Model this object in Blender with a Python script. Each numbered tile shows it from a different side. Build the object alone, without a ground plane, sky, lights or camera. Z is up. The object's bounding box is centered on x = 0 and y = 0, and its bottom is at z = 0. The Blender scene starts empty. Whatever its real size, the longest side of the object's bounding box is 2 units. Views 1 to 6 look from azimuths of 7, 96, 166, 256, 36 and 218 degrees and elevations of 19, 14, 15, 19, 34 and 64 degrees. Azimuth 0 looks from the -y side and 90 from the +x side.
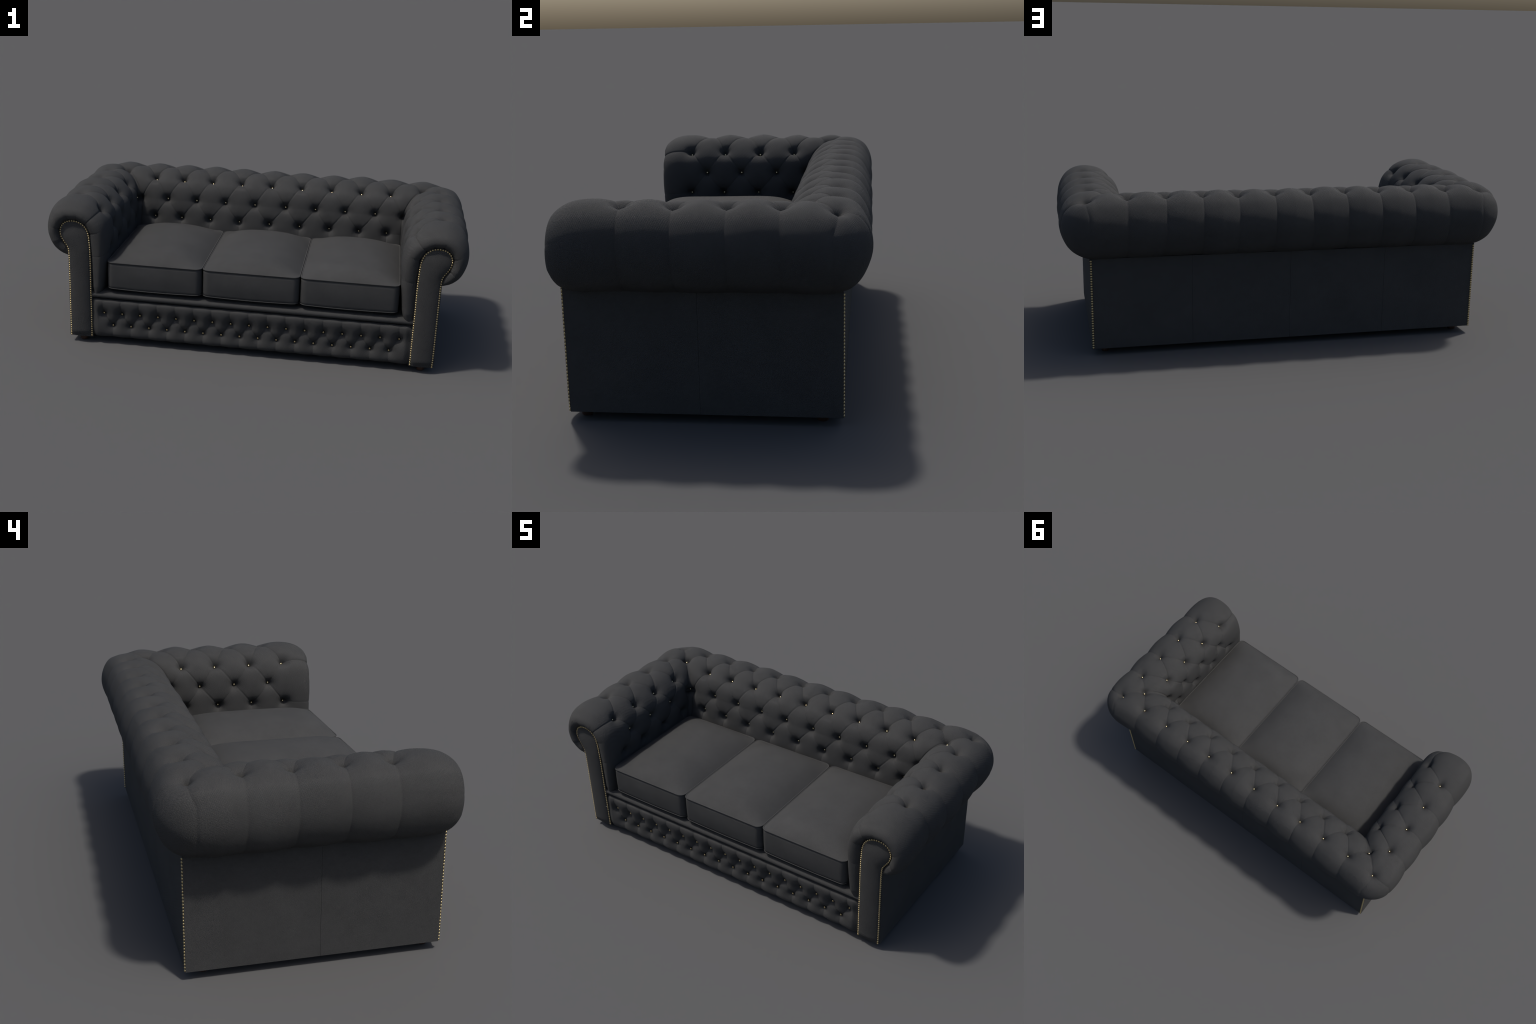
"""Button-tufted three-seat sofa: rolled arms and back, nailhead trim, loose seat cushions."""
import bpy, math, random
import numpy as np
from mathutils import Vector, Matrix, kdtree

random.seed(7)
rng = np.random.default_rng(7)

# ------------------------------------------------------------------ helpers
def spline(pts, n):
    """Catmull-Rom through control points, resampled evenly by arc length of the first 2 columns."""
    p = np.asarray(pts, float)
    q = np.vstack([2 * p[0] - p[1], p, 2 * p[-1] - p[-2]])
    out = []
    for i in range(len(p) - 1):
        a, b, c, d = q[i], q[i + 1], q[i + 2], q[i + 3]
        for t in np.linspace(0, 1, 40, endpoint=False):
            out.append(0.5 * (2 * b + (c - a) * t + (2 * a - 5 * b + 4 * c - d) * t * t + (3 * b - a - 3 * c + d) * t ** 3))
    out.append(p[-1])
    out = np.array(out)
    L = np.concatenate([[0], np.cumsum(np.linalg.norm(np.diff(out[:, :2], axis=0), axis=1))])
    s = np.linspace(0, L[-1], n)
    return np.stack([np.interp(s, L, out[:, k]) for k in range(out.shape[1])], 1)


def smoothstep(a, b, x):
    t = np.clip((x - a) / (b - a), 0, 1)
    return t * t * (3 - 2 * t)


def grid_faces(nr, nc, close_c=False, flip=False):
    r = np.arange(nr - 1)[:, None]
    c = np.arange(nc if close_c else nc - 1)[None, :]
    c2 = (c + 1) % nc
    f = np.stack([r * nc + c, r * nc + c2, (r + 1) * nc + c2, (r + 1) * nc + c], -1).reshape(-1, 4)
    return f[:, ::-1] if flip else f


def vertex_normals(v, f):
    a, b, c, d = (v[f[:, k]] for k in range(4))
    n = np.cross(c - a, d - b)
    out = np.zeros_like(v)
    for k in range(4):
        np.add.at(out, f[:, k], n)
    return out / np.maximum(np.linalg.norm(out, axis=1, keepdims=True), 1e-12)


def make_mesh(name, v, faces, mat, smooth=True):
    me = bpy.data.meshes.new(name)
    me.from_pydata(np.asarray(v, float).tolist(), [], [list(map(int, x)) for x in faces])
    me.materials.append(mat)
    if smooth:
        me.polygons.foreach_set("use_smooth", [True] * len(me.polygons))
    me.update()
    return me


def add(name, data, parent=None, loc=None):
    o = bpy.data.objects.new(name, data)
    bpy.context.scene.collection.objects.link(o)
    if parent:
        o.parent = parent
    if loc is not None:
        o.location = loc
    return o


# ------------------------------------------------------------------ materials
def fabric(name, colour, weave=0.65, pitch=0.0042, contrast=0.50):
    m = bpy.data.materials.new(name)
    m.use_nodes = True
    nt = m.node_tree
    N, L = nt.nodes, nt.links
    N.clear()
    out = N.new("ShaderNodeOutputMaterial")
    b = N.new("ShaderNodeBsdfPrincipled")
    L.new(b.outputs[0], out.inputs[0])
    tc = N.new("ShaderNodeTexCoord")
    sep = N.new("ShaderNodeSeparateXYZ")
    L.new(tc.outputs["Object"], sep.inputs[0])

    def math_(op, a, c=None):
        n = N.new("ShaderNodeMath")
        n.operation = op
        for i, x in enumerate((a, c)):
            if x is None:
                continue
            if isinstance(x, (int, float)):
                n.inputs[i].default_value = x
            else:
                L.new(x, n.inputs[i])
        return n.outputs[0]

    X, Y, Z = sep.outputs
    k = 2 * math.pi / pitch

    def cloth_plane(p, q):
        """Plain weave in the plane of two axes, turned a little off the grain."""
        a_ = math_("ADD", math_("MULTIPLY", p, k * .96), math_("MULTIPLY", q, k * .28))
        b_ = math_("SUBTRACT", math_("MULTIPLY", q, k * 1.08), math_("MULTIPLY", p, k * .30))
        return math_("MULTIPLY", math_("SINE", a_), math_("SINE", b_))
    nsep = N.new("ShaderNodeSeparateXYZ")
    L.new(tc.outputs["Normal"], nsep.inputs[0])
    wts = [math_("POWER", math_("ABSOLUTE", o), 7.0) for o in nsep.outputs]
    tot = math_("ADD", math_("ADD", wts[0], wts[1]), wts[2])
    yarn = math_("ADD", math_("MULTIPLY", cloth_plane(Y, Z), wts[0]),
                 math_("ADD", math_("MULTIPLY", cloth_plane(X, Z), wts[1]), math_("MULTIPLY", cloth_plane(X, Y), wts[2])))
    yarn = math_("DIVIDE", yarn, math_("MAXIMUM", tot, 1e-4))
    # blotchy nap of the cloth
    n1 = N.new("ShaderNodeTexNoise")
    n1.inputs["Scale"].default_value = 9.0
    n1.inputs["Detail"].default_value = 5.0
    n1.inputs["Roughness"].default_value = 0.65
    L.new(tc.outputs["Object"], n1.inputs["Vector"])
    n2 = N.new("ShaderNodeTexNoise")
    n2.inputs["Scale"].default_value = 260.0
    n2.inputs["Detail"].default_value = 2.0
    L.new(tc.outputs["Object"], n2.inputs["Vector"])
    val = math_("ADD", math_("MULTIPLY", math_("SUBTRACT", n1.outputs[0], 0.5), 0.42),
                math_("ADD", math_("MULTIPLY", math_("SUBTRACT", n2.outputs[0], 0.5), 0.34), math_("MULTIPLY", yarn, contrast)))
    val = math_("ADD", val, 1.0)
    mix = N.new("ShaderNodeMix")
    mix.data_type = "RGBA"
    mix.blend_type = "MULTIPLY"
    mix.inputs[0].default_value = 1.0
    mix.inputs[6].default_value = (*colour, 1)
    L.new(val, mix.inputs[7])
    L.new(mix.outputs[2], b.inputs["Base Color"])
    b.inputs["Roughness"].default_value = 0.84
    b.inputs["Specular IOR Level"].default_value = 0.22
    h = math_("ADD", yarn, math_("MULTIPLY", n2.outputs[0], 0.8))
    bump = N.new("ShaderNodeBump")
    bump.inputs["Strength"].default_value = weave
    bump.inputs["Distance"].default_value = 0.0012
    L.new(h, bump.inputs["Height"])
    L.new(bump.outputs[0], b.inputs["Normal"])
    return m


def simple(name, colour, rough, metal=0.0, noise=0.0, scale=20.0):
    m = bpy.data.materials.new(name)
    m.use_nodes = True
    nt = m.node_tree
    b = nt.nodes["Principled BSDF"]
    tc = nt.nodes.new("ShaderNodeTexCoord")
    n = nt.nodes.new("ShaderNodeTexNoise")
    n.inputs["Scale"].default_value = scale
    r = nt.nodes.new("ShaderNodeValToRGB")
    r.color_ramp.elements[0].position, r.color_ramp.elements[1].position = 0.3, 0.7
    r.color_ramp.elements[0].color = (*[c * (1 - noise) for c in colour], 1)
    r.color_ramp.elements[1].color = (*[c * (1 + noise) for c in colour], 1)
    nt.links.new(tc.outputs["Object"], n.inputs["Vector"])
    nt.links.new(n.outputs[0], r.inputs[0])
    nt.links.new(r.outputs[0], b.inputs["Base Color"])
    b.inputs["Roughness"].default_value = rough
    b.inputs["Metallic"].default_value = metal
    return m


CLOTH = fabric("charcoal_cloth", (0.0465, 0.0465, 0.0462))
CLOTH_PANEL = fabric("charcoal_panel_cloth", (0.0465, 0.0465, 0.0462), weave=0.4, pitch=0.0038, contrast=0.34)
CLOTH_SEAT = fabric("charcoal_seat_cloth", (0.0465, 0.0465, 0.0462), weave=0.3, pitch=0.0038, contrast=0.24)
BRASS = simple("aged_brass", (0.56, 0.44, 0.23), 0.32, 1.0, 0.12, 90.0)
BRASS_BTN = simple("button_brass", (0.85, 0.71, 0.43), 0.27, 1.0, 0.08, 90.0)  # base colour lightened past the nail brass to paint in brighter sun glints
WOOD = simple("dark_wood", (0.045, 0.022, 0.014), 0.45, 0.0, 0.35, 30.0)
LINING = simple("black_lining", (0.012, 0.012, 0.013), 0.9, 0.0, 0.2, 40.0)

# ------------------------------------------------------------------ sofa
sofa = add("tufted_sofa", None)
sofa["label"] = "charcoal button-tufted three-seat sofa with rolled arms and brass nailheads"
sofa["category"] = "sofa"

# Cross-section of an arm (distance from the middle, height), from the seat up over the roll to its
# underside, and next to each point the matching point on the nailhead line of the arm front.
SECTION = [
    (.750, .2425, .778, .2440), (.731, .2465, .772, .252), (.717, .260, .770, .268), (.709, .285, .770, .290), (.703, .330, .770, .332), (.693, .420, .770, .420),
    (.690, .500, .772, .490), (.694, .560, .776, .540), (.708, .612, .784, .569), (.735, .654, .797, .589),
    (.775, .687, .815, .603), (.825, .706, .834, .610), (.873, .711, .854, .612), (.920, .701, .877, .608),
    (.962, .674, .896, .597), (.990, .630, .908, .580), (1.001, .578, .9135, .557), (.994, .528, .910, .535),
    (.968, .475, .900, .515), (.931, .444, .885, .494), (.890, .4285, .876, .475), (.868, .4280, .872, .448)]
NT = 330
S = spline(SECTION, NT)
XA, ZT = S[:, 0], S[:, 1]
NX, NZ = S[:, 2], S[:, 3]
LEAN = np.interp(ZT, [.25, .35, .46, .56, 1], [.040, .034, .020, .004, 0.0])
LEAN[np.argmax(ZT):] = 0
YB = XA - 0.5 - LEAN - 0.014 * smoothstep(.9, 1.0, XA)          # back of the sofa, depth of the same section
XC, YC = .862, .362                                          # centre the roll turns round at the corner
R = np.maximum(XA - XC, 0)
RB = np.maximum(YB - YC, 0)
OUT = R > 0
NRM2 = np.stack([np.gradient(ZT), -np.gradient(XA)], 1)

Y_FRONT, Y_STRAIGHT, X_STRAIGHT = -.340, .09, .60
CAP = spline([(0, -.340), (.022, -.375), (.075, -.410), (.19, -.443), (.40, -.4725), (.62, -.4855), (.82, -.482), (.95, -.467), (1.0, -.450)], 240)
CAPK = np.interp(np.arange(NT), [0, 22, np.argmin(np.abs(ZT[:200] - .42)), np.argmax(ZT), NT - 46, NT - 18, NT - 1], [.80, .90, .92, 1.0, .99, .90, .80])


CAPE = np.interp(np.arange(NT), [0, np.argmin(np.abs(ZT[:200] - .50)), np.argmin(np.abs(ZT[:200] - .65)), np.argmax(ZT), np.argmax(ZT) + 60, NT - 1], [2.1, 1.9, 1.15, 1.0, 1.03, 1.75])


def p_back(x, k):
    return np.array([x, YB[k], ZT[k]])


def arm_x(y):
    """The roll is a little slimmer towards the front."""
    return XA - .007 * smoothstep(-.02, -.40, y) * smoothstep(.88, 1.0, XA) * (np.arange(NT) > np.argmax(ZT))


def p_arm(y, k):
    return np.array([arm_x(y)[k], y, ZT[k]])


def p_arc(deg, k):
    a = math.radians(deg)
    r = (R[k] * math.cos(a) ** 2 + RB[k] * math.sin(a) ** 2) * (1 - .06 * math.sin(2 * a))
    return np.array([XC + r * math.cos(a), YC + r * math.sin(a), ZT[k]])


def p_mitre(k):
    return p_arc(45, k) if OUT[k] else np.array([XA[k], YB[k], ZT[k]])


def cap_f(q):
    i = q * (len(CAP) - 1)
    return np.interp(i, np.arange(len(CAP)), CAP[:, 0]), np.interp(i, np.arange(len(CAP)), CAP[:, 1])


def p_cap(q, k):
    f, y = cap_f(q)
    f = f ** CAPE[k]
    x = arm_x(Y_FRONT + (y - Y_FRONT) * CAPK[k])[k]
    return np.array([x + (NX[k] - x) * f, Y_FRONT + (y - Y_FRONT) * CAPK[k], ZT[k] + (NZ[k] - ZT[k]) * f])


# columns of the half shell, from the middle of the back round the corner to the arm front
cols = []
for x in np.linspace(0, X_STRAIGHT, 214):
    cols.append(np.stack([np.full(NT, x), YB, ZT], 1))
NCORNER = 92


def corner_leg(q, arm):
    """Columns that run from the last straight column to the mitre (q 0..1)."""
    start = Y_STRAIGHT if arm else X_STRAIGHT
    end = np.where(OUT, (YC if arm else XC), (YB if arm else XA))
    rr = R if arm else RB
    arc = np.where(OUT, 0.5 * (R + RB) * math.pi / 4, 0)
    total = end - start + arc
    d = q * total
    lin = np.minimum(start + d, end)
    ang = np.where(OUT, np.clip((d - (end - start)) / np.maximum(arc, 1e-9), 0, 1), 0) * math.pi / 4
    th = ang if arm else math.pi / 2 - ang
    r = (R * np.cos(th) ** 2 + RB * np.sin(th) ** 2) * (1 - .06 * np.sin(2 * th))
    on = OUT & (d > end - start)
    if arm:
        x = np.where(on, XC + r * np.cos(th), XA)
        y = np.where(on, YC + r * np.sin(th), lin)
    else:
        x = np.where(on, XC + r * np.cos(th), lin)
        y = np.where(on, YC + r * np.sin(th), YB)
    return np.stack([x, y, ZT], 1)


for q in np.linspace(0, 1, NCORNER)[1:]:
    cols.append(corner_leg(q, False))
MITRE_COL = len(cols) - 1
for q in np.linspace(1, 0, NCORNER)[1:]:
    cols.append(corner_leg(q, True))
for y in np.linspace(Y_STRAIGHT, Y_FRONT, 155)[1:]:
    cols.append(np.stack([arm_x(y), np.full(NT, y), ZT], 1))
for q in np.linspace(0, 1, 90)[1:]:
    f, y = cap_f(q)
    ax = arm_x(y)
    f = f ** CAPE
    cols.append(np.stack([ax + (NX - ax) * f, Y_FRONT + (y - Y_FRONT) * CAPK, ZT + (NZ - ZT) * f], 1))
G = np.stack(cols, 1)                                        # rows = section, columns = round the sofa
NC = G.shape[1]
V = G.reshape(-1, 3)
F = grid_faces(NT, NC)
ENV_N = vertex_normals(V, F)
mid = V.reshape(NT, NC, 3)[NT // 3, 10]
if ENV_N.reshape(NT, NC, 3)[NT // 6, 10][1] > 0:             # back face must look forward (-y)
    F = F[:, ::-1]
    ENV_N = -ENV_N
ng = ENV_N.reshape(NT, NC, 3)
ng[:, 0, 0] = 0

# section rows where each line of buttons lies
iz = lambda z, lo, hi: lo + int(np.argmin(np.abs(ZT[lo:hi] - z)))
KTOP = int(np.argmax(ZT))
near = lambda W_, w, z: int(np.argmin((W_ - w) ** 2 + (ZT - z) ** 2))
KB0, KB1, KB2, KB3 = (near(YB, *p) for p in ((.3755, .663), (.287, .633), (.2293, .555), (.2155, .460)))
KA0, KA1, KA2, KA3 = (near(XA, *p) for p in ((.872, .661), (.770, .6225), (.732, .549), (.7355, .457)))
K2 = (KA2 + KB2) // 2
MIT = np.array([[XA[k], YB[k], ZT[k]] for k in range(NT)])
K1C = int(np.argmin(((MIT[:KTOP] - (.793, .292, .656)) ** 2).sum(1)))
KLOW = iz(.30, 0, KTOP)
KEND = NT - 6

# buttons: (place on the envelope, measured place)
ARM_R0, ARM_R1, ARM_R2, ARM_R3 = (-.264, -.103, .0587, .217), (-.346, -.190, -.027, .1295), (-.2715, -.111, .051), (-.346, -.194, -.0335, .126)
BK_R0, BK_R1 = (.0795, .2405, .3955, .552, .7145), (0, .160, .317, .473, .625)
BK_R2, BK_R3 = (.0815, .2387, .3945, .5508), (0, .160, .317, .472, .6165)
BUTTONS = []
BUTTONS += [(p_back(x, KB0), (x, .3755, .663), .021) for x in BK_R0]
BUTTONS += [(p_back(x, KB1), (x, .287, .633)) for x in BK_R1]
BUTTONS += [(p_back(x, KB2), (x, .2293, .555)) for x in BK_R2]
BUTTONS += [(p_back(x, KB3), (x, .2155, .460)) for x in BK_R3]
BUTTONS += [(p_arm(y, KA0), (.872, y, .661), .021) for y in ARM_R0]
BUTTONS += [(p_arm(y, KA1), (.770, y, .6225)) for y in ARM_R1]
BUTTONS += [(p_arm(y, KA2), (.732, y, .549)) for y in ARM_R2]
BUTTONS += [(p_arm(y, KA3), (.7355, y, .457)) for y in ARM_R3]
R1C = np.array([XA[K1C], YB[K1C], ZT[K1C]])
R0C_K = KTOP + int(np.argmin([((p_mitre(k) - (.877, .379, .648)) ** 2).sum() for k in range(KTOP, NT)]))
BUTTONS += [(p_mitre(R0C_K), (.877, .379, .648), .032), (R1C, (.793, .292, .656)), (p_mitre(K2), (.722, .221, .550))]

# seams: polylines on the envelope, in families that share one dip width;
# w = how far the stuffing dips beside the seam, g = depth of the thin stitched crease, at both ends
FAMILIES = {"top": .028, "face": .028, "pleat": .042, "corner": .028, "crease": .022}
SEAMS = {f: [] for f in FAMILIES}


def seam(family, fn, n, w0=1.0, w1=1.0, g0=1.0, g1=1.0):
    t = np.linspace(0, 1, n)
    SEAMS[family].append((np.array([fn(x) for x in t]), w0 + (w1 - w0) * t, g0 + (g1 - g0) * t))


def lerp(a, b, t):
    return a + (b - a) * t


def ki(a, b, t):
    return int(round(lerp(a, b, t)))


def fine(place):
    """Envelope point at a fractional section row."""
    def g(s, kf):
        k = int(np.clip(math.floor(kf), 0, NT - 2))
        return lerp(place(s, k), place(s, k + 1), kf - k)
    return g


B_, A_ = fine(p_back), fine(p_arm)
ARC_ = fine(p_arc)
CAP_ = fine(p_cap)


def diag(family, place, s0, k0, s1, k1, *w):
    seam(family, lambda t: place(lerp(s0, s1, t), lerp(k0, k1, t)), 130, *w)


for place_, rows__ in ((B_, ((BK_R0, KB0), (BK_R1, KB1), (BK_R2, KB2), (BK_R3, KB3))), (A_, ((ARM_R0, KA0), (ARM_R1, KA1), (ARM_R2, KA2), (ARM_R3, KA3)))):
    for i, ((row_a, ka), (row_b, kb)) in enumerate(zip(rows__[:-1], rows__[1:])):
        if place_ is B_:                                     # continue past the middle of the back
            row_a, row_b = [-row_a[0]] + list(row_a), [-row_b[0]] + list(row_b)
        for a in row_a:
            for c in row_b:
                if abs(a - c) < .10 and max(a, c) > -.001 - (place_ is A_):
                    diag(*(("top", place_, a, ka, c, kb, .76, .76) if i == 0 else ("face", place_, a, ka, c, kb, .30, .30)))
for x in BK_R3:
    diag("face", B_, x, KB3, x, KLOW, .4, .3)
for y in ARM_R3:
    diag("face", A_, y, KA3, y, KLOW, .4, .3)
for x in BK_R0:                                              # pleats over the outside of the roll
    diag("pleat", B_, x, KB0, x + .008, KEND, 1.25, .75, .6, .3)
for y in ARM_R0:
    diag("pleat", A_, y, KA0, y + .006, KEND, 1.25, .75, .6, .3)
# corner
seam("corner", lambda t: p_mitre(ki(K1C, K2, t)), 160, .8, .8)
seam("corner", lambda t: p_mitre(ki(K2, KLOW, t)), 200, .8, .8)
seam("corner", lambda t: p_mitre(ki(K1C, R0C_K, t)), 120, .8, .8)
diag("top", B_, .7145, KB0, XA[K1C] - .004, K1C + 1, .85, .85)
diag("top", A_, .217, KA0, YB[K1C] - .004, K1C + 1, .85, .85)
diag("face", B_, .625, KB1, XA[K2] - .002, K2, .4, .4)
diag("face", A_, .1295, KA1, YB[K2] - .002, K2, .4, .4)
diag("crease", B_, .6165, KB3, XA[KB3] - .004, KB3, .2, .2, .5, .5)
diag("crease", A_, .126, KA3, YB[KA3] - .004, KA3, .2, .2, .5, .5)
seam("pleat", lambda t: ARC_(lerp(45, 5, min(1, t * 3.2) ** .6), lerp(R0C_K, KEND, t)), 200, 1.0, .5, .6, .3)
seam("crease", lambda t: ARC_(lerp(45, 83, min(1, t * 3.2) ** .6), lerp(R0C_K, KEND, t)), 200, .3, .1, .6, .4)
# arm front: the foremost buttons pull the cloth to the nailhead line
kA1 = iz(.640, 0, KTOP)
diag("crease", CAP_, .02, KA1, 1, kA1 + 8, .5, .3, 1, 1)
diag("crease", CAP_, .02, KA3, 1, iz(.445, 0, KTOP), .12, .08, .4, .5)
for q0, k in ((.45, iz(.575, 0, KTOP)), (.60, iz(.705, 0, KTOP)), (.62, KTOP + 12), (.52, KTOP + 62),
              (.45, KTOP + 104), (.42, KTOP + 138), (.42, KTOP + 165)):
    diag("crease", CAP_, q0, k, 1, k, 0, .35, .1, 1.0)


class SeamSet:
    """Dip and crease of one family of seams, by distance to the nearest of them."""
    def __init__(self, seams, width, broad, groove, groove_w):
        self.width, self.b, self.g, self.gw = width, broad, groove, groove_w
        self.sp = np.vstack([p[0] for p in seams])
        self.sw = np.concatenate([p[1] for p in seams])
        self.sg = np.concatenate([p[2] for p in seams])
        self.tan = np.vstack([np.gradient(p[0], axis=0) for p in seams])
        self.tan /= np.maximum(np.linalg.norm(self.tan, axis=1, keepdims=True), 1e-9)
        self.ends = np.concatenate([[True] + [False] * (len(p[0]) - 2) + [True] for p in seams])
        self.kd = kdtree.KDTree(len(self.sp))
        for i, p in enumerate(self.sp):
            self.kd.insert(p, i)
        self.kd.balance()

    def __call__(self, v):
        idx = np.empty(len(v), int)
        find = self.kd.find
        for i, p in enumerate(v.tolist()):
            idx[i] = find(p)[1]
        d = v - self.sp[idx]
        along = (d * self.tan[idx]).sum(1)
        perp = np.sqrt(np.maximum((d ** 2).sum(1) - np.where(self.ends[idx], 0, along ** 2), 0))
        return self.sw[idx] * self.b * np.exp(-perp / self.width), self.sg[idx] * self.g * np.exp(-(perp / self.gw) ** 2)


def tuft(v, buttons, families, widths, broad, groove, groove_w, reach):
    """How far each point of a cover is pulled in by its seams and buttons (negative)."""
    at = np.array([b[0] for b in buttons], float)
    sets = [SeamSet(families[f], widths[f], broad, groove, groove_w) for f in families if families[f]]

    def seams_only(q):
        both = [st(q) for st in sets]
        dip = sum(b ** 3 for b, _ in both) ** (1 / 3)        # soft maximum over the families
        return dip + np.max([g for _, g in both], axis=0)
    pull = seams_only(v)
    base = seams_only(at)
    h = -pull
    for b, s0 in zip(buttons, base):
        depth = np.linalg.norm(np.subtract(b[0], b[1])) + .0048
        r = np.maximum(np.linalg.norm(v - b[0], axis=1) - .0050, 0)
        h -= max(depth - s0, 0) * np.exp(-r / (b[2] if len(b) > 2 else reach))
    return h


h = tuft(V, BUTTONS, SEAMS, FAMILIES, broad=.0115, groove=.0019, groove_w=.0030, reach=.0170)
# hide the deformation where the cloth is tucked under the roll and behind the nails
rows = np.repeat(np.arange(NT), NC)
h *= 1 - .9 * smoothstep(NT - 22, NT - 3, rows)
V2 = V + ENV_N * h[:, None]

# mirror into the whole shell (one continuous cloth), columns run left arm -> back -> right arm
G2 = V2.reshape(NT, NC, 3)
left = G2[:, :0:-1] * np.array([-1, 1, 1])
W = np.concatenate([left, G2], 1)
NCW = W.shape[1]
WV = W.reshape(-1, 3)
# faint unevenness of the stuffing
ph = rng.uniform(0, 6.28, (6, 3))
kk = rng.uniform(7, 19, (6, 3))
wob = sum(np.sin(WV[:, 0] * k[0] + p[0]) * np.sin(WV[:, 1] * k[1] + p[1]) * np.sin(WV[:, 2] * k[2] + p[2]) for k, p in zip(kk, ph))
WF = grid_faces(NT, NCW)
WN = vertex_normals(WV, WF)
if WN.reshape(NT, NCW, 3)[NT // 6, NCW // 2][1] > 0:
    WF = WF[:, ::-1]
    WN = -WN
WV = WV + WN * (0.0011 * wob)[:, None]
WN = vertex_normals(WV, WF)
Wg, Wn = WV.reshape(NT, NCW, 3), WN.reshape(NT, NCW, 3)
c_left, c_right = NC - 1 - MITRE_COL, NC - 1 + MITRE_COL


def shell_part(name, c0, c1):
    v = Wg[:, c0:c1 + 1].reshape(-1, 3)
    n = Wn[:, c0:c1 + 1].reshape(-1, 3)
    f = grid_faces(NT, c1 - c0 + 1)
    if (WF[0][0] != 0) or (WF[0][1] != 1):
        f = f[:, ::-1]
    me = make_mesh(name, v, f, CLOTH)
    me.normals_split_custom_set_from_vertices([tuple(x) for x in n])
    return add(name, me, sofa)


arm_l = shell_part("armrest", 0, c_left)
back = shell_part("backrest", c_left, c_right)
arm_r = shell_part("armrest", c_right, NCW - 1)


# ------------------------------------------------------------------ buttons and nails (shared meshes)
def dome(name, r, flat, mat, full=False, seg=16, rings=7):
    """Low metal dome along +z with a short rim."""
    v, f = [], []
    prof = [(r * .55, -r * .7), (r * .93, -r * .25), (r, 0.0)] + [(r * math.cos(a), r * flat * math.sin(a)) for a in np.linspace(0, math.pi / 2, rings)[1:-1]]
    for rad, z in prof:
        for i in range(seg):
            a = 2 * math.pi * i / seg
            v.append((rad * math.cos(a), rad * math.sin(a), z))
    for j in range(len(prof) - 1):
        for i in range(seg):
            f.append((j * seg + i, j * seg + (i + 1) % seg, (j + 1) * seg + (i + 1) % seg, (j + 1) * seg + i))
    v.append((0, 0, r * flat))
    t = len(v) - 1
    j = (len(prof) - 1) * seg
    f += [(j + i, j + (i + 1) % seg, t) for i in range(seg)]
    return make_mesh(name, v, f, mat)


BTN = dome("tufting_button", .0057, .95, BRASS_BTN)
RAIL_BTN = dome("rail_button", .0053, .9, BRASS)
NAIL = dome("nailhead", .0047, .80, BRASS)


def place(name, mesh, parent, p, n):
    o = add(name, mesh, parent)
    q = Vector(n).to_track_quat("Z", "Y")
    o.matrix_world = Matrix.Translation(Vector(p)) @ q.to_matrix().to_4x4()
    return o


half_kd = kdtree.KDTree(len(V))
for i, p in enumerate(V.tolist()):
    half_kd.insert(p, i)
half_kd.balance()
for env, meas, *_ in BUTTONS:
    _, i, _ = half_kd.find(env)
    r, c = divmod(i, NC)
    n = ENV_N[i]
    for sx in ((1,) if abs(meas[0]) < 1e-6 else (1, -1)):
        p = (np.array(meas) + n * .0034) * (sx, 1, 1)
        on_arm = c > MITRE_COL
        parent = (arm_r if sx > 0 else arm_l) if on_arm else back
        place("tufting_button", BTN, parent, p, n * np.array((sx, 1, 1)))

# ------------------------------------------------------------------ base: side and back panels
def slab(name, lo, hi, bevel, parent, mat=CLOTH):
    import bmesh
    bm = bmesh.new()
    bmesh.ops.create_cube(bm, size=1)
    for v in bm.verts:
        v.co = Vector([lo[i] + (v.co[i] + .5) * (hi[i] - lo[i]) for i in range(3)])
    bmesh.ops.bevel(bm, geom=bm.edges[:], offset=bevel, segments=3, profile=.5, affect="EDGES")
    me = bpy.data.meshes.new(name)
    bm.to_mesh(me)
    bm.free()
    me.materials.append(mat)
    me.polygons.foreach_set("use_smooth", [True] * len(me.polygons))
    o = add(name, me, parent)
    md = o.modifiers.new("weighted", "WEIGHTED_NORMAL")
    md.keep_sharp = True
    return o


Z0, Z1 = .030, .433
base = slab("base_frame", (-.860, -.40, .034), (.860, .385, .255), .004, sofa, LINING)
for sx in (-1, 1):
    x0, x1 = sorted((sx * .850, sx * .8785))
    slab("side_panel", (x0, -.459, Z0), (x1, -.0449, Z1), .0008, base, CLOTH_PANEL)
    slab("side_panel", (x0, -.0446, Z0), (x1, .3990, Z1), .0008, base, CLOTH_PANEL)
bx = (-.8725, -.4405, 0, .4405, .8725)
BXE = (-.8790, -.4405, 0, .4405, .8790)
for a, b in zip(BXE[:-1], BXE[1:]):
    slab("back_panel", (a + .0002, .370, Z0 + .0005), (b - .0002, .4005, Z1 - .0005), .0008, base, CLOTH_PANEL)

# ------------------------------------------------------------------ arm fronts with the nailhead line
inner = [(.768, .0325), (.768, .12), (.769, .20)] + [(a, b) for a, b in zip(NX[::6], NZ[::6]) if b > .27]
kt = int(np.argmax(NZ))
path = [(.768, .0325), (.7685, .12), (.769, .20)] + [(NX[k], NZ[k]) for k in range(0, NT, 6) if NZ[k] > .27 and k < NT - 4] + [(.8722, .44), (.8712, .38), (.871, .25), (.871, .12), (.870, .0325)]
PATH = spline(path, 1500)


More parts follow.
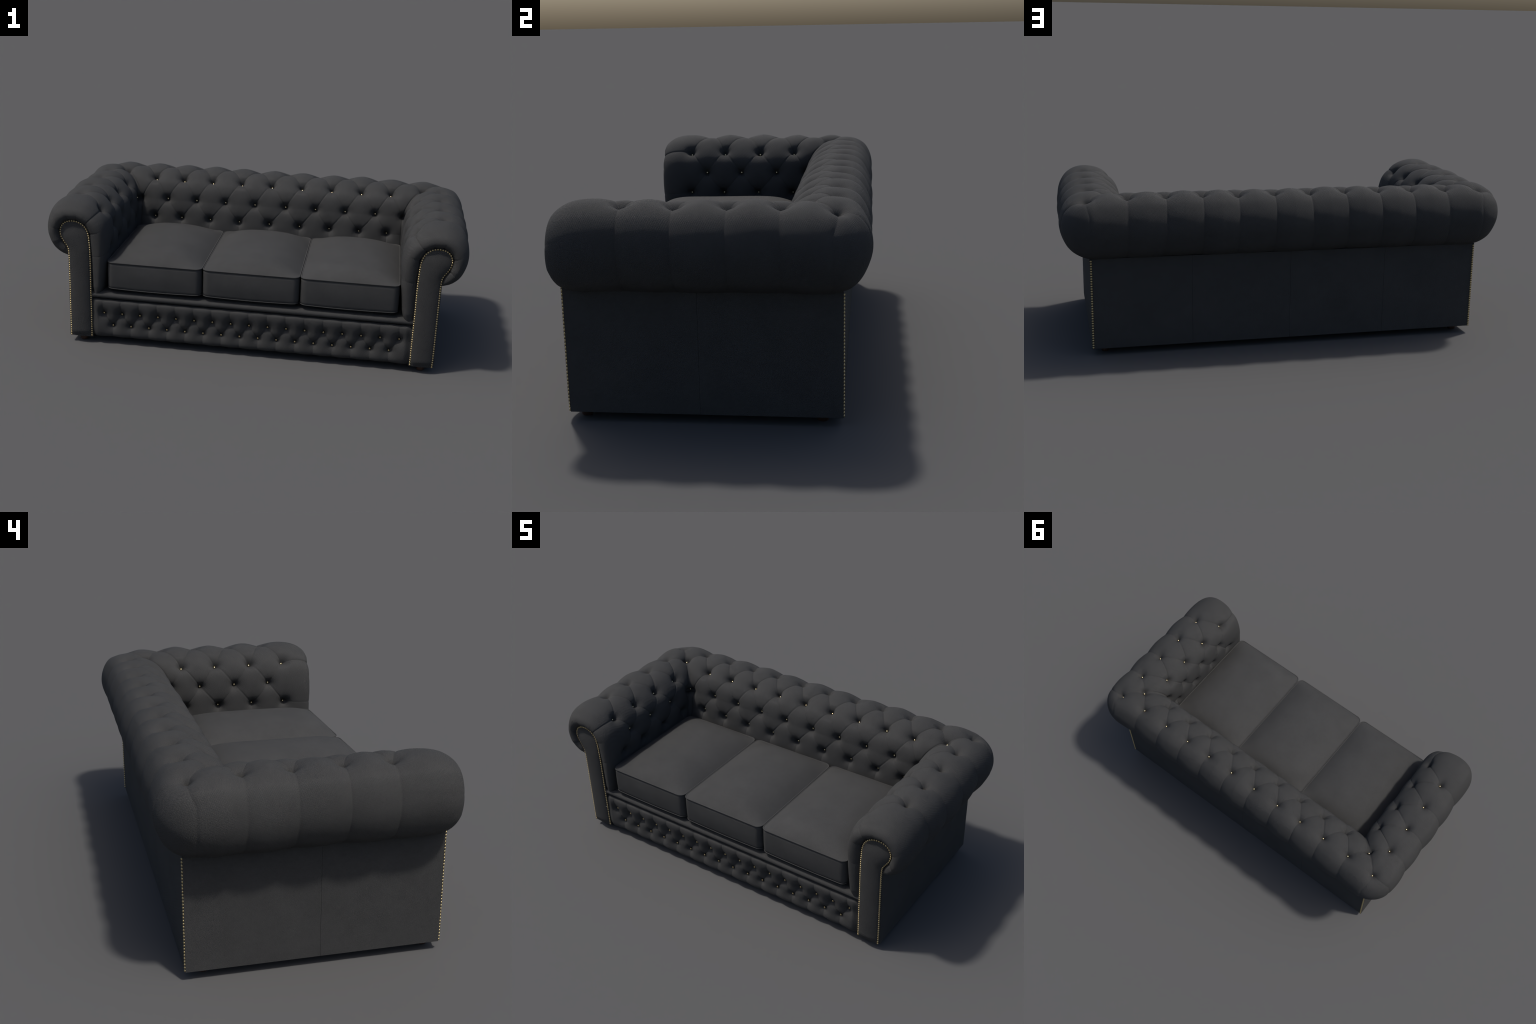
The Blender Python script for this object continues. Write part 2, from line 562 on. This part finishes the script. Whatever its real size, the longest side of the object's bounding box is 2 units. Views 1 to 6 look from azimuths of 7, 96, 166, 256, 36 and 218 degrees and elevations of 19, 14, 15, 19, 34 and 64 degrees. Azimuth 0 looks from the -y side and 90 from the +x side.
def offset_path(d):
    t = np.gradient(PATH, axis=0)
    t /= np.linalg.norm(t, axis=1, keepdims=True)
    return PATH + np.stack([-t[:, 1], t[:, 0]], 1) * d       # +d points outwards (left of travel)


OUTLINE = offset_path(.0055)
OUTLINE[0, 1] = OUTLINE[-1, 1] = .0285
top_i = int(np.argmax(OUTLINE[:, 1]))
lo_side, hi_side = OUTLINE[:top_i + 1], OUTLINE[top_i:][::-1]
ztop = OUTLINE[top_i, 1]
zr = .0285 + (ztop - .0285) * (1 - (1 - np.linspace(0, 1, 150)) ** 2.0)
zr = np.unique(np.concatenate([np.linspace(.0285, .5, 60), .5 + (ztop - .5) * np.sin(np.linspace(0, math.pi / 2, 60))[1:]]))
NU = 36
u = (1 - np.cos(np.linspace(0, math.pi, NU))) / 2


def side_x(side, z):
    o = np.argsort(side[:, 1], kind="stable")
    return np.interp(z, side[o, 1], side[o, 0])


rows_ = []
for z in zr:
    a, b = side_x(lo_side, z), side_x(hi_side, z)
    if z == zr[-1]:
        a = b = OUTLINE[top_i, 0]
    x = a + (b - a) * u
    edge = np.minimum(np.minimum(x - a, b - x), (ztop - z) * .9 + .0)
    bulge = .0150 * (1 - np.abs(2 * (x - a) / max(b - a, 1e-6) - 1) ** 2.2) * math.sin(math.pi / 2 * min(1, (ztop - z) / .085)) + .0030 * smoothstep(.003, .012, edge)
    bulge *= smoothstep(.026, .060, z) * .75 + .25
    rows_.append(np.stack([x, -.4610 - bulge, np.full(NU, z)], 1))
face = np.array(rows_)
# the rim, turned back into the arm
rim_i = [face[0, j] for j in range(NU)] + [face[i, -1] for i in range(1, len(zr))] + [face[i, 0] for i in range(len(zr) - 2, 0, -1)]
fv = list(face.reshape(-1, 3))
ff = list(grid_faces(len(zr), NU))
ids = [j for j in range(NU)] + [i * NU + NU - 1 for i in range(1, len(zr))] + [i * NU for i in range(len(zr) - 2, 0, -1)]
st = len(fv)
for p in rim_i:
    fv.append(np.array([p[0], -.430, p[2]]))
m = len(ids)
for i in range(m):
    j = (i + 1) % m
    ff.append((ids[j], ids[i], st + i, st + j))
fv = np.array(fv)
seglen = np.concatenate([[0], np.cumsum(np.linalg.norm(np.diff(PATH, axis=0), axis=1))])
NAILS = 109
nail_s = np.linspace(.004, seglen[-1] - .001, NAILS)
nail_pts = np.stack([np.interp(nail_s, seglen, PATH[:, 0]), np.interp(nail_s, seglen, PATH[:, 1])], 1)
for sx in (-1, 1):
    v = fv * np.array([sx, 1, 1])
    f = [tuple(x) if sx > 0 else tuple(x)[::-1] for x in ff]
    me = make_mesh("arm_front_panel", v, f, CLOTH)
    me.set_sharp_from_angle(angle=math.radians(50))
    o = add("arm_front_panel", me, arm_r if sx > 0 else arm_l)
    for x, z in nail_pts:
        place("nailhead", NAIL, o, (sx * x, -.4640 - random.uniform(0, .0004), z), (sx * random.uniform(-.05, .05), -1, random.uniform(-.05, .05)))
for sx in (-1, 1):
    for z in np.linspace(.036, .4235, 36):
        place("nailhead", NAIL, base, (sx * .8735, .4012, z), (random.uniform(-.05, .05), 1, random.uniform(-.05, .05)))

# ------------------------------------------------------------------ tufted front rail
RAIL = spline([(-.440, .2285), (-.455, .2275), (-.467, .2215), (-.4735, .208), (-.476, .180), (-.4765, .12), (-.475, .075), (-.470, .050), (-.461, .036), (-.448, .0295), (-.430, .029)], 120)
XR = np.linspace(-.7655, .7655, 640)
RG = np.stack([np.broadcast_to(XR, (120, 640)), np.broadcast_to(RAIL[:, :1], (120, 640)), np.broadcast_to(RAIL[:, 1:], (120, 640))], -1)
RG = RG.copy()
RG[:, :, 1] += .014 * smoothstep(.728, .766, np.abs(RG[:, :, 0])) ** 1.5 * (RG[:, :, 1] < -.45)
RV = RG.reshape(-1, 3)
RF = grid_faces(120, 640)
RN = vertex_normals(RV, RF)
if RN.reshape(120, 640, 3)[60, 300][1] > 0:
    RF, RN = RF[:, ::-1], -RN
STEP = .0887
UPZ, LOZ, BY = .1535, .0917, -.4440
ry = lambda z: float(np.interp(-z, -RAIL[3:-3, 1], RAIL[3:-3, 0]))
ups = [i * STEP for i in range(-8, 9)]
los = [(i + .5) * STEP for i in range(-8, 8)]
rb = [(np.array([x, ry(UPZ), UPZ]), (x, BY, UPZ)) for x in ups] + [(np.array([x, ry(LOZ), LOZ]), (x, BY, LOZ)) for x in los]
rs = []


def rail_line(x0, z0, x1, z1, w0, w1):
    t = np.linspace(0, 1, 60)
    z = z0 + (z1 - z0) * t
    rs.append((np.stack([x0 + (x1 - x0) * t, [ry(a) for a in z], z], 1), w0 + (w1 - w0) * t, w0 + (w1 - w0) * t))


for x in ups:
    rail_line(x, UPZ, x - .004, .2215, 1, .7)
    for y in los:
        if abs(x - y) < .06:
            rail_line(x, UPZ, y, LOZ, 1.0, 1.0)
for x in los:
    rail_line(x, LOZ, x, .036, 1, .6)
rh = tuft(RV, rb, {"rail": rs}, {"rail": .018}, broad=.0075, groove=.0012, groove_w=.0030, reach=.0200)
RV2 = RV + RN * rh[:, None]
rail = add("front_rail", make_mesh("front_rail", RV2, RF, CLOTH), sofa)
for env, meas in rb:
    place("tufting_button", RAIL_BTN, rail, (meas[0], meas[1] - .002, meas[2]), (random.uniform(-.08, .08), -1, random.uniform(-.08, .08)))

# ------------------------------------------------------------------ seat deck with its rounded lip
LIP = spline([(.20, .268), (-.10, .268), (-.34, .268), (-.425, .266), (-.447, .2625), (-.461, .2555), (-.4655, .2465), (-.462, .2375), (-.452, .2320), (-.435, .2300), (-.40, .230)], 90)
XD = np.linspace(-.766, .766, 60)
DG = np.stack([np.broadcast_to(XD, (90, 60)), np.broadcast_to(LIP[:, :1], (90, 60)), np.broadcast_to(LIP[:, 1:], (90, 60))], -1)
DV = DG.reshape(-1, 3)
DF = grid_faces(90, 60)
if vertex_normals(DV, DF).reshape(90, 60, 3)[5, 30][2] < 0:
    DF = DF[:, ::-1]
add("seat_deck", make_mesh("seat_deck", DV, DF, CLOTH), sofa)


# ------------------------------------------------------------------ seat cushions
def rounded_rect(hx, hy, r, n):
    pts = []
    for cx, cy, a0 in ((hx - r, hy - r, 0), (-hx + r, hy - r, 90), (-hx + r, -hy + r, 180), (hx - r, -hy + r, 270)):
        for a in np.linspace(a0, a0 + 90, 16):
            pts.append((cx + r * math.cos(math.radians(a)), cy + r * math.sin(math.radians(a))))
    pts.append(pts[0])
    p = np.array(pts)
    L = np.concatenate([[0], np.cumsum(np.linalg.norm(np.diff(p, axis=0), axis=1))])
    s = np.linspace(0, L[-1], n + 1)[:-1]
    return np.stack([np.interp(s, L, p[:, 0]), np.interp(s, L, p[:, 1])], 1)


YF, YK = -.460, .162
ZS, ZB = .4165, .2885                                        # top and bottom seams
HX, HY = .2297, (YK - YF) / 2


def cushion(cx, hx, seed):
    K = 320
    out = rounded_rect(hx, HY, .030, K)
    nrm = np.stack([np.roll(out[:, 1], -1) - np.roll(out[:, 1], 1), -(np.roll(out[:, 0], -1) - np.roll(out[:, 0], 1))], 1)
    nrm /= np.linalg.norm(nrm, axis=1, keepdims=True)
    r = np.random.default_rng(seed)
    ph = r.uniform(0, 6.28, 4)

    def crown(p, hgt, sign):
        uu, vv = np.clip(np.abs(p[:, 0] / hx), 0, 1), np.clip(np.abs(p[:, 1] / HY), 0, 1)
        z = hgt * (1 - uu ** 2.5) * (1 - vv ** np.where(p[:, 1] > 0, 6.5, 6.5))
        z += sign * .0016 * np.sin(p[:, 0] * 14 + ph[0]) * np.sin(p[:, 1] * 11 + ph[1]) * (1 - uu ** 4) * (1 - vv ** 4)
        return z
    rings = []
    for mm in np.concatenate([[.03], np.linspace(.07, .9, 42), np.linspace(.905, .997, 36)]):     # top
        p = out * mm
        rings.append(np.column_stack([p, ZS + .001 + crown(p, .057, 1)]))
    for d, z in [(.0015, ZS - .0005), (.0035, ZS - .004), (.0005, ZS - .009)]:    # seam tuck
        rings.append(np.column_stack([out - nrm * d, np.full(K, z)]))
    facing = np.clip(-nrm[:, 1], 0, 1) ** 4
    for t in np.linspace(0.05, .95, 26):                                          # boxing
        z = (ZS - .009) + (ZB + .006 - ZS + .009) * t
        blg = (.0010 + .0035 * facing * (1 - np.abs(out[:, 0] / hx) ** 3)) * math.sin(math.pi * t)
        z_ = z - .004 * facing * t * (1 - (out[:, 0] / hx) ** 2)
        rings.append(np.column_stack([out + nrm * blg[:, None], z_]))
    sag = .0042 * facing * (1 - (out[:, 0] / hx) ** 2)
    for d, dz in [(.001, .004), (.0035, .001), (.001, -.002)]:
        rings.append(np.column_stack([out - nrm * d, ZB + dz - sag]))
    for mm in np.linspace(.975, .04, 24):
        p = out * mm
        rings.append(np.column_stack([p, ZB - .003 - sag - np.minimum(crown(p, .022, -1), .0165)]))
    v = np.vstack(rings)
    f = [tuple(x) for x in grid_faces(len(rings), K, True)]
    f.append(tuple(range(K))[::-1])
    f.append(tuple(range((len(rings) - 1) * K, len(rings) * K)))
    v[:, 1] += (YF + YK) / 2
    v[:, 0] += cx
    n = vertex_normals(v, np.array([x for x in f if len(x) == 4]))
    if n[5 * K][2] < 0:
        f = [x[::-1] for x in f]
    me = make_mesh("seat_cushion", v, f, CLOTH_SEAT)
    o = add("seat_cushion", me, sofa)
    # corded seams
    for zc, rr, sg, off in ((ZS + .0012, .0031, 0, -.0006), (ZB - .0003, .0019, 1, -.0006)):
        tv = []
        for a in np.linspace(0, 2 * math.pi, 9)[:-1]:
            tv.append(np.column_stack([out + nrm * (off + rr * math.cos(a)), zc + rr * math.sin(a) - sag * sg]))
        tv = np.array(tv).transpose(1, 0, 2).reshape(-1, 3)
        tf = [(i * 8 + j, i * 8 + (j + 1) % 8, ((i + 1) % K) * 8 + (j + 1) % 8, ((i + 1) % K) * 8 + j) for i in range(K) for j in range(8)]
        tv[:, 1] += (YF + YK) / 2
        tv[:, 0] += cx
        add("piping", make_mesh("piping", tv, [x[::-1] for x in tf], CLOTH_SEAT), o)
    return o


cushion(-.4632, .2287, 1)
cushion(0, .2290, 2)
cushion(.4632, .2287, 3)

# ------------------------------------------------------------------ feet
fp = [(.0, .0), (.0165, .0), (.0185, .003), (.020, .012), (.021, .022), (.020, .036), (0, .036)]
fvv, fff = [], []
for rad, z in fp[1:-1]:
    for i in range(28):
        a = 2 * math.pi * i / 28
        fvv.append((rad * math.cos(a), rad * math.sin(a), z))
for j in range(len(fp) - 3):
    for i in range(28):
        fff.append((j * 28 + i, j * 28 + (i + 1) % 28, (j + 1) * 28 + (i + 1) % 28, (j + 1) * 28 + i))
fff += [tuple(range(28))[::-1], tuple(range((len(fp) - 3) * 28, (len(fp) - 2) * 28))]
FOOT = make_mesh("foot", fvv, fff, WOOD)
FOOT.set_sharp_from_angle(angle=math.radians(40))
for x in (-.819, .819):
    for y in (-.424, .335):
        add("foot", FOOT, sofa, (x, y, 0))
